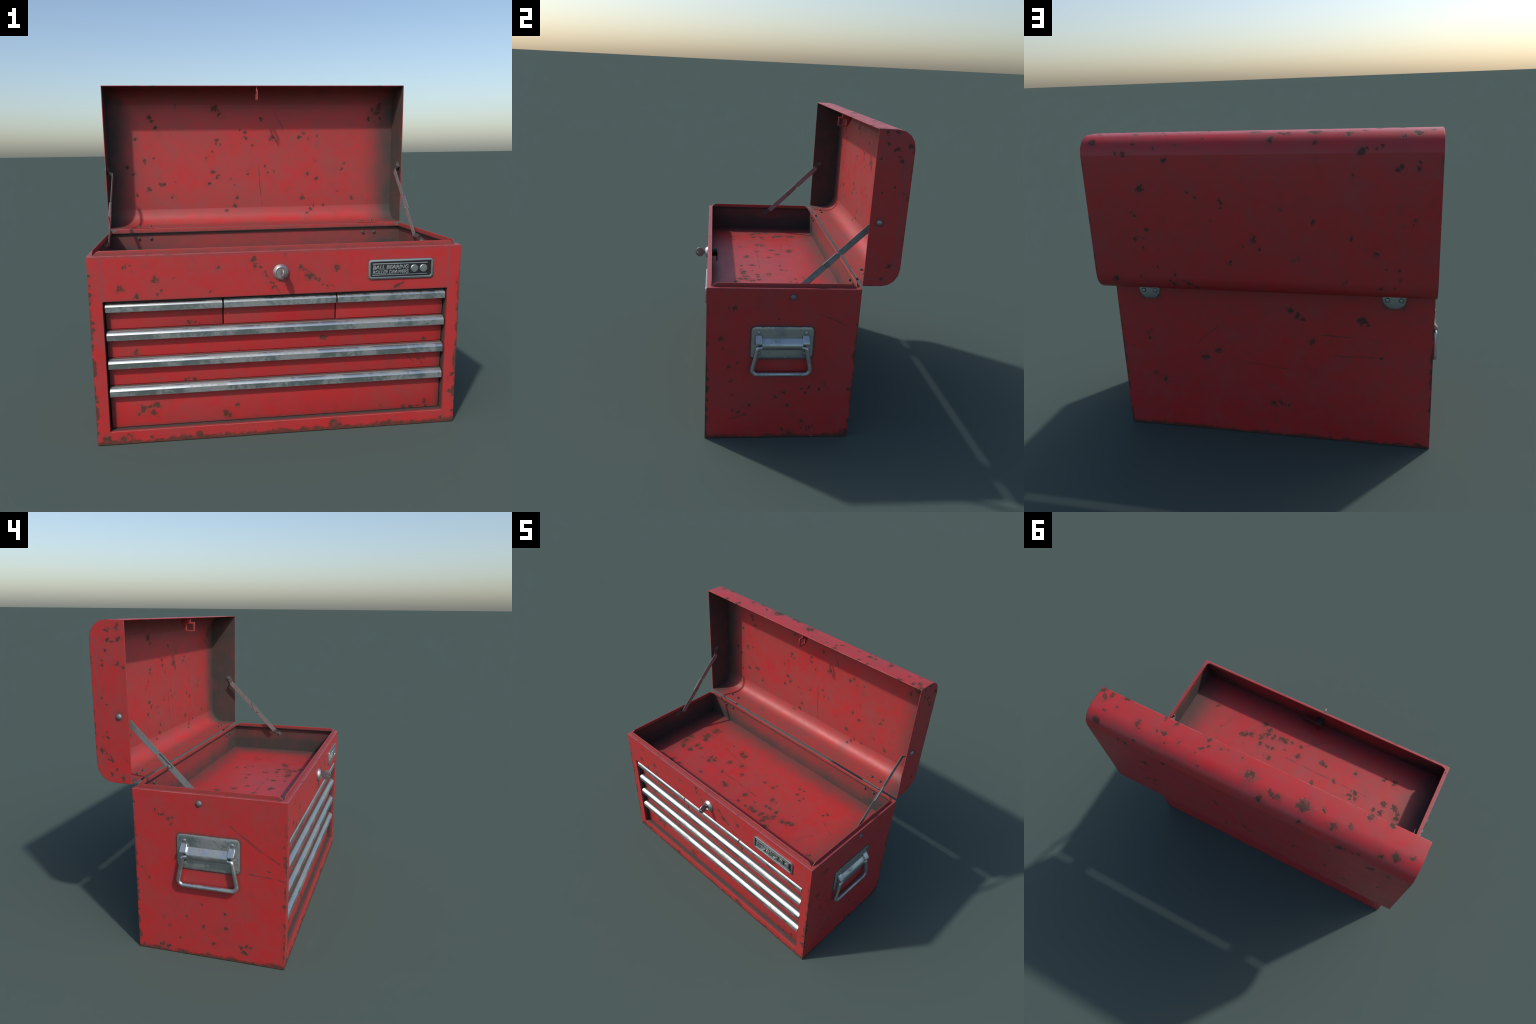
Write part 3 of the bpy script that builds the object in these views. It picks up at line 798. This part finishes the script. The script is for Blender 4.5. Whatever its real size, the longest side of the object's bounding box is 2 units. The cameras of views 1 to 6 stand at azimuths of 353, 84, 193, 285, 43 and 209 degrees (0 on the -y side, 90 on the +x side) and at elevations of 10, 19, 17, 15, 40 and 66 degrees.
def build_drawers(root, M):
    rows = ((0.7600, 0.6098), (0.6066, 0.4604), (0.4572, 0.3106), (0.3074, 0.0750))
    thirds = ((-0.8895, -0.3005), (-0.2945, 0.2945), (0.3005, 0.8895))
    pulls = ((-0.8880, -0.3010), (-0.2940, 0.2940), (0.3010, 0.8880))
    for r, (hi, lo) in enumerate(rows):
        spans = thirds if r == 0 else ((-0.8895, 0.8895),)
        grips = pulls if r == 0 else ((-0.8880, 0.8880),)
        for (x0, x1), (g0, g1) in zip(spans, grips):
            d = block("drawer", (x0, DRAWER_Y, lo), (x1, -0.436, hi), root, [M["drawer"]], 0.0015)
            p = prism("drawer_pull", pull_profile(PULL_FEET[r]), g0, g1, lambda u, v, t: (t, u, v), d, [M["pull"]], 25)
            bv = p.modifiers.new("round", "BEVEL")
            bv.width, bv.segments, bv.limit_method, bv.angle_limit = 0.002, 2, "ANGLE", math.radians(60)


# ----------------------------------------------------------------------- lid
def lid_profile(inset):
    y0, yb = LID_RIM, LID_BACK - inset
    lo, hi, r = LID_LOW + inset, LID_HIGH - inset, LID_R - inset
    pts = [(y0, lo)]
    for k in range(5):
        a = -math.pi / 2 + k * math.pi / 8
        pts.append((yb - r + r * math.cos(a), lo + r + r * math.sin(a)))
    for k in range(5):
        a = k * math.pi / 8
        pts.append((yb - r + r * math.cos(a), hi - r + r * math.sin(a)))
    pts.append((y0, hi))
    return pts


def build_lid(root, M):
    bm = bmesh.new()
    OUT, LEFT, RIGHT, IN = 0, 1, 2, 3

    def skin(prof, x, flip, mat, cl, cr):
        L = [bm.verts.new((-x, y, z)) for y, z in prof]
        R = [bm.verts.new((x, y, z)) for y, z in prof]
        for k in range(len(prof) - 1):
            q = (L[k], R[k], R[k + 1], L[k + 1])
            bm.faces.new(q[::-1] if flip else q).material_index = mat
        a, b = bm.faces.new(L if not flip else L[::-1]), bm.faces.new(R[::-1] if not flip else R)
        a.material_index, b.material_index = cl, cr
        return L, R

    Lo, Ro = skin(lid_profile(0.0), W, False, OUT, LEFT, RIGHT)
    Li, Ri = skin(lid_profile(LID_T), W - LID_T, True, IN, IN, IN)
    ring_o, ring_i = [Lo[0], Ro[0], Ro[-1], Lo[-1]], [Li[0], Ri[0], Ri[-1], Li[-1]]
    for k in range(4):
        bm.faces.new((ring_o[k], ring_i[k], ring_i[(k + 1) % 4], ring_o[(k + 1) % 4])).material_index = OUT
    bmesh.ops.recalc_face_normals(bm, faces=bm.faces[:])
    for fc in bm.faces:
        fc.smooth = True
    for e in bm.edges:
        ang = e.calc_face_angle(0.0)
        zs = [v.co.z for v in e.verts]
        at_flat = abs(ang - math.radians(11.25)) < 0.02 and all(v.co.y > 0.58 for v in e.verts) and not (zs[0] < 1.3 and e.verts[0].co.y > 0.5905)
        e.smooth = ang < math.radians(30) and not at_flat
    me = bpy.data.meshes.new("lid")
    bm.to_mesh(me)
    bm.free()
    lid = add_object("lid", me, [M["lidout"], M["lidleft"], M["lidright"], M["lidin"]], root)

    # latch tongue under the front edge: (y, z) outline and window
    tongue = [(0.464, 1.898), (0.396, 1.898), (0.396, 1.8705), (0.3665, 1.8705), (0.3665, 1.8095), (0.436, 1.8095), (0.464, 1.868)]
    hole = [(0.4245, 1.858), (0.380, 1.858), (0.380, 1.8183), (0.4245, 1.8183)]
    plate("latch_tongue", [fillet(tongue, 0.004, 3, True), fillet(hole, 0.004, 3, True)], 0.007, lid, [M["lip"]],
          basis((0, 0, 0), (0, 1, 0), (0, 0, 1)), 0.0012)
    return lid


def build_hinges(root, M):
    for cx in (-0.739, 0.739):
        half = [(0.066, 1.002), (0.066, 0.955), (0.060, 0.928), (0.047, 0.909), (0.028, 0.8995)]
        out = [(-u, v) for u, v in half] + [(u, v) for u, v in half[::-1]]
        leaf = plate("hinge", [out], 0.004, root, [M["hinge"]], basis((cx, 0.3872, 0), (1, 0, 0), (0, 0, 1)))
        low = [(u, 0.398 + (1.002 - v) * 1.0) for u, v in out]
        plate("hinge_leaf", [low], 0.004, leaf, [M["hinge"]], basis((cx, 0, 1.0122), (1, 0, 0), (0, 1, 0)))
        lathe("hinge_knuckle", [(0, -0.076), (0.0095, -0.076), (0.0095, 0.076), (0, 0.076)],
              facing((cx, 0.3935, 1.0015), (1, 0, 0)), leaf, [M["rivet"]], 16)
        for s in (-0.038, 0.038):
            lathe("hinge_screw", dome(0.0115, 0.005), facing((cx + s, 0.3885, 0.9485), (0, 1, 0)), leaf, [M["hinge"]], 20)
            lathe("rivet", dome(0.0095, 0.0115, 0.75), facing((cx + s, 0.379, 0.952), (0, -1, 0)), leaf, [M["rivet"]], 12, 50)
            lathe("rivet", dome(0.0095, 0.0105, 0.75), facing((cx + s * 0.95, 0.439, 1.018), (0, 0, 1)), leaf, [M["rivet"]], 12, 50)


# --------------------------------------------------------------------- stays
def build_stays(root, M):
    top, bot = Vector((0.4405, 1.390)), Vector((-0.0100, 0.9400))
    d = (bot - top).normalized()
    n = Vector((d.y, -d.x))                      # towards the front and up
    if n.x > 0:
        n = -n
    span = (bot - top).length

    for side in (-1, 1):
        def P(x, s, w):
            q = top + d * s + n * w
            return (side * x, q.x, q.y)

        def strip(name, sections, t, parent):
            """Folded flat bar: sections (x, s, w0, w1) along the stay, t thick towards the middle."""
            bm = bmesh.new()
            rings = [[bm.verts.new(P(x, s, w0)), bm.verts.new(P(x, s, w1)), bm.verts.new(P(x - t, s + ds, w1)), bm.verts.new(P(x - t, s + ds, w0))]
                     for x, s, w0, w1, ds in sections]
            for a, b in zip(rings, rings[1:]):
                for k in range(4):
                    bm.faces.new((a[k], a[(k + 1) % 4], b[(k + 1) % 4], b[k]))
            bm.faces.new(rings[0][::-1])
            bm.faces.new(rings[-1])
            bmesh.ops.recalc_face_normals(bm, faces=bm.faces[:])
            me = bpy.data.meshes.new(name)
            bm.to_mesh(me)
            bm.free()
            smooth(me, 35)
            o = add_object(name, me, [M["strut"]], parent)
            bv = o.modifiers.new("round", "BEVEL")
            bv.width, bv.segments, bv.limit_method, bv.angle_limit = 0.0008, 2, "ANGLE", math.radians(40)
            return o

        h, t, arm = 0.0185, 0.004, 0.9235
        foot_w = 0.957
        stay = strip("lid_stay", [
            (foot_w, -0.020, -0.006, 0.006, 0), (foot_w, -0.017, -0.013, 0.013, 0), (foot_w, -0.008, -h, h, 0), (foot_w, 0.026, -h, h, 0),
            (foot_w - 0.003, 0.031, -h, h, 0.003), (arm + 0.004, 0.043, -h, h, 0.003), (arm, 0.049, -h, h, 0.0),
            (arm, 0.268, -h, h, 0), (arm, 0.276, -0.012, h, 0), (arm, 0.280, -0.009, 0.010, 0), (arm, 0.286, -0.009, 0.010, 0),
            (arm, 0.290, -0.017, h, 0), (arm, 0.392, -h, h, 0), (arm, 0.397, -0.010, 0.012, 0)], t, root)
        strip("stay_arm", [
            (arm - t, 0.287, h - 0.003, h, 0), (arm - t, 0.300, h - 0.012, h, 0), (arm - t, 0.345, -h * 0.75, h, 0), (arm - t, 0.360, -h, h, 0),
            (arm - t, span - 0.049, -h, h, 0.0), (arm, span - 0.043, -h, h, -0.003), (foot_w - 0.003, span - 0.031, -h, h, -0.003),
            (foot_w, span - 0.026, -h, h, 0), (foot_w, span + 0.008, -h, h, 0), (foot_w, span + 0.017, -0.013, 0.013, 0), (foot_w, span + 0.020, -0.006, 0.006, 0)],
            0.0035, stay)
        # stop flange folded over the joint
        strip("stay_stop", [(arm + 0.006, 0.288, h - 0.003, h, 0), (arm + 0.006, 0.392, h - 0.003, h, 0)], 0.014, stay)
        pin = P(arm, 0.377, 0.0)
        lathe("stay_pin", dome(0.0105, 0.007), facing(pin, (side, 0, 0)), stay, [M["strut"]], 16)
        pin = P(arm - 0.0075, 0.377, 0.0)
        lathe("stay_pin", dome(0.0075, 0.005), facing(pin, (-side, 0, 0)), stay, [M["strut"]], 16)
        for s in (0.0, span):
            lathe("stay_pin", dome(0.0085, 0.008), facing(P(foot_w - t, s, 0), (-side, 0, 0)), stay, [M["strut"]], 16)
            b = lathe("bolt", [(0.0165, -0.002), (0.0165, 0.003), (0.0145, 0.007), (0.0085, 0.0105), (0.0045, 0.0115), (0, 0.0105)],
                      facing(P(W, s, 0), (side, 0, 0)), stay, [M["bolt"]], 20, 50)


# ------------------------------------------------------------- carry handles
def build_handles(root, M):
    cy = -0.0595
    for side in (-1, 1):
        z0, z1, hw = 0.550, 0.7545, 0.1825
        out = fillet([(-hw, z0), (hw, z0), (hw, z1), (-hw, z1)], 0.026, 7, True)
        plt = plate("carry_handle", [out], 0.007, root, [M["zinc"]], basis((side * (W + 0.0025), cy, 0), (0, 1, 0), (0, 0, 1)), 0.0018)
        S = side
        barrel = [(0.964, 0.687), (0.9685, 0.682), (0.975, 0.673), (0.984, 0.661), (0.9905, 0.651), (0.9925, 0.643), (0.9922, 0.634), (0.989, 0.624), (0.982, 0.6155), (0.974, 0.612), (0.964, 0.611)]
        prism("grip_barrel", barrel, cy - 0.1195, cy + 0.1205, lambda u, v, t: (S * u, t, v), plt, [M["zinc"]], 40)
        tab = [(0.964, 0.7035), (0.9695, 0.6995), (0.974, 0.694), (0.9970, 0.668), (1.0000, 0.660), (0.9992, 0.6535), (0.993, 0.6495), (0.985, 0.6495), (0.964, 0.676)]
        for yy in (cy - 0.139, cy + 0.139):
            c = prism("clip", tab, yy - 0.0185, yy + 0.0185, lambda u, v, t: (S * u, t, v), plt, [M["zinc"]], 30)
            bv = c.modifiers.new("round", "BEVEL")
            bv.width, bv.segments, bv.limit_method, bv.angle_limit = 0.0015, 2, "ANGLE", math.radians(50)
            for zz in (0.717, 0.584):
                lathe("rivet", dome(0.0115, 0.0035, 0.3), facing((S * (W + 0.0055), yy, zz), (S, 0, 0)), plt, [M["zinc"]], 20)
        xb = 0.9868
        path = [(S * 0.982, cy - 0.119, 0.629), (S * xb, cy - 0.143, 0.629), (S * xb, cy - 0.179, 0.4555),
                (S * xb, cy + 0.179, 0.4555), (S * xb, cy + 0.143, 0.629), (S * 0.982, cy + 0.119, 0.629)]
        tube("bail", fillet(path, [0, 0.030, 0.032, 0.032, 0.030, 0], 8), 0.0127, plt, [M["zinc"]])


# ---------------------------------------------------------------- lock, badge
def build_lock(root, M):
    c = (0.0005, 0.881)
    at = facing((c[0], FRONT, c[1]), (0, -1, 0))
    lock = lathe("lock", [(0.041, -0.002), (0.0415, 0.004), (0.040, 0.007), (0.034, 0.015), (0.0295, 0.0195), (0.0275, 0.0195), (0.0262, 0.018),
                          (0.0258, 0.013), (0.0255, 0.013), (0.025, 0.0155), (0, 0.0155)], at, root, [M["lock"]], 40, 30)
    bow = [(-0.5615 + 0.0312 * math.cos(a), 0.8835 + 0.0335 * math.sin(a)) for a in [math.radians(q) for q in range(20, 341, 10)]]
    bow += [(-0.512, 0.8725), (-0.512, 0.8945)]
    eye = [(-0.5805 + 0.006 * math.cos(k * math.tau / 14), 0.884 + 0.007 * math.sin(k * math.tau / 14)) for k in range(14)]
    plate("key", [bow, eye], 0.009, lock, [M["key"]], basis((c[0], 0, 0), (0, 1, 0), (0, 0, 1)), 0.002)
    lathe("lock_barrel", [(0, -0.001), (0.027, -0.001), (0.027, 0.055), (0.024, 0.058), (0, 0.058)],
          facing((c[0], -0.498, 0.884), (0, 1, 0)), lock, [M["dark"]], 28)
    arm = [(-0.026, 0.872), (-0.012, 0.862), (0.120, 0.862), (0.120, 0.924), (0.101, 0.924), (0.099, 0.880), (0.086, 0.880), (0.074, 0.918), (-0.010, 0.912), (-0.026, 0.900)]
    plate("cam", [arm], 0.005, lock, [M["dark"]], basis((0, -0.4385, 0), (1, 0, 0), (0, 0, 1)), 0.001)
    block("cam_pin", (-0.004, -0.443, 0.814), (0.004, -0.439, 0.866), lock, [M["dark"]], 0.001)  # thin dark pin hanging below the cam


def build_badge(root, M):
    x0, x1, z0, z1 = 0.4600, 0.8100, 0.8240, 0.9270

    def rr(e, r):
        return fillet([(x0 + e, z0 + e), (x1 - e, z0 + e), (x1 - e, z1 - e), (x0 + e, z1 - e)], r, 6, True)
    on = basis((0, 0, 0), (1, 0, 0), (0, 0, 1))      # local z points to -y
    badge = plate("badge", [rr(0.003, 0.016)], 0.004, root, [M["black"]], Matrix.Translation((0, -0.5040, 0)) @ on)
    plate("badge_frame", [rr(0, 0.019), rr(0.0118, 0.009)], 0.010, badge, [M["badge"]], Matrix.Translation((0, -0.5065, 0)) @ on, 0.0028)
    face = -0.5062

    def bar(xa, xb, za, zb):
        plate("badge_rule", [[(xa, za), (xb, za), (xb, zb), (xa, zb)]], 0.004, badge, [M["letter"]], Matrix.Translation((0, face - 0.0015, 0)) @ on, 0.0008)
    bar(0.4815, 0.7790, 0.9015, 0.9070)
    bar(0.4815, 0.7780, 0.8432, 0.8470)
    for cx in (0.7077, 0.7573):
        lathe("badge_disc", [(0.0205, -0.001), (0.0205, 0.003), (0.0180, 0.0048), (0, 0.0048)], facing((cx, face, 0.8750), (0, -1, 0)), badge, [M["disc"]], 28, 20)
    for text, base, cap in (("BALL BEARING", 0.8755, 0.0205), ("ROLLER DRAWERS", 0.8508, 0.0185)):
        f = bpy.data.curves.new("lettering", "FONT")
        f.body, f.shear, f.size, f.extrude, f.bevel_depth, f.offset = text, 0.22, cap / 0.69, 0.0018, 0.0004, 0.0006
        o = curve_mesh("lettering", f, badge, [M["letter"]], None)
        xs = [v.co.x for v in o.data.vertices]
        s = 0.1955 / (max(xs) - min(xs))
        o.data.transform(Matrix.Translation((0.4825, face - 0.0015, base)) @ on @ Matrix.Diagonal((s, 1, 1, 1)) @ Matrix.Translation((-min(xs), 0, 0)))
        o.name = "lettering"


def build():
    for o in list(bpy.data.objects):
        bpy.data.objects.remove(o)
    M = make_materials()
    root = bpy.data.objects.new("tool_chest", None)
    bpy.context.scene.collection.objects.link(root)
    root["label"] = "worn red steel tool chest with open lid and drawers"
    root["category"] = "tool box"
    cab = build_cabinet(root, M)
    build_drawers(root, M)
    build_lid(root, M)
    build_hinges(root, M)
    build_stays(root, M)
    build_handles(root, M)
    build_lock(root, M)
    build_badge(root, M)


build()
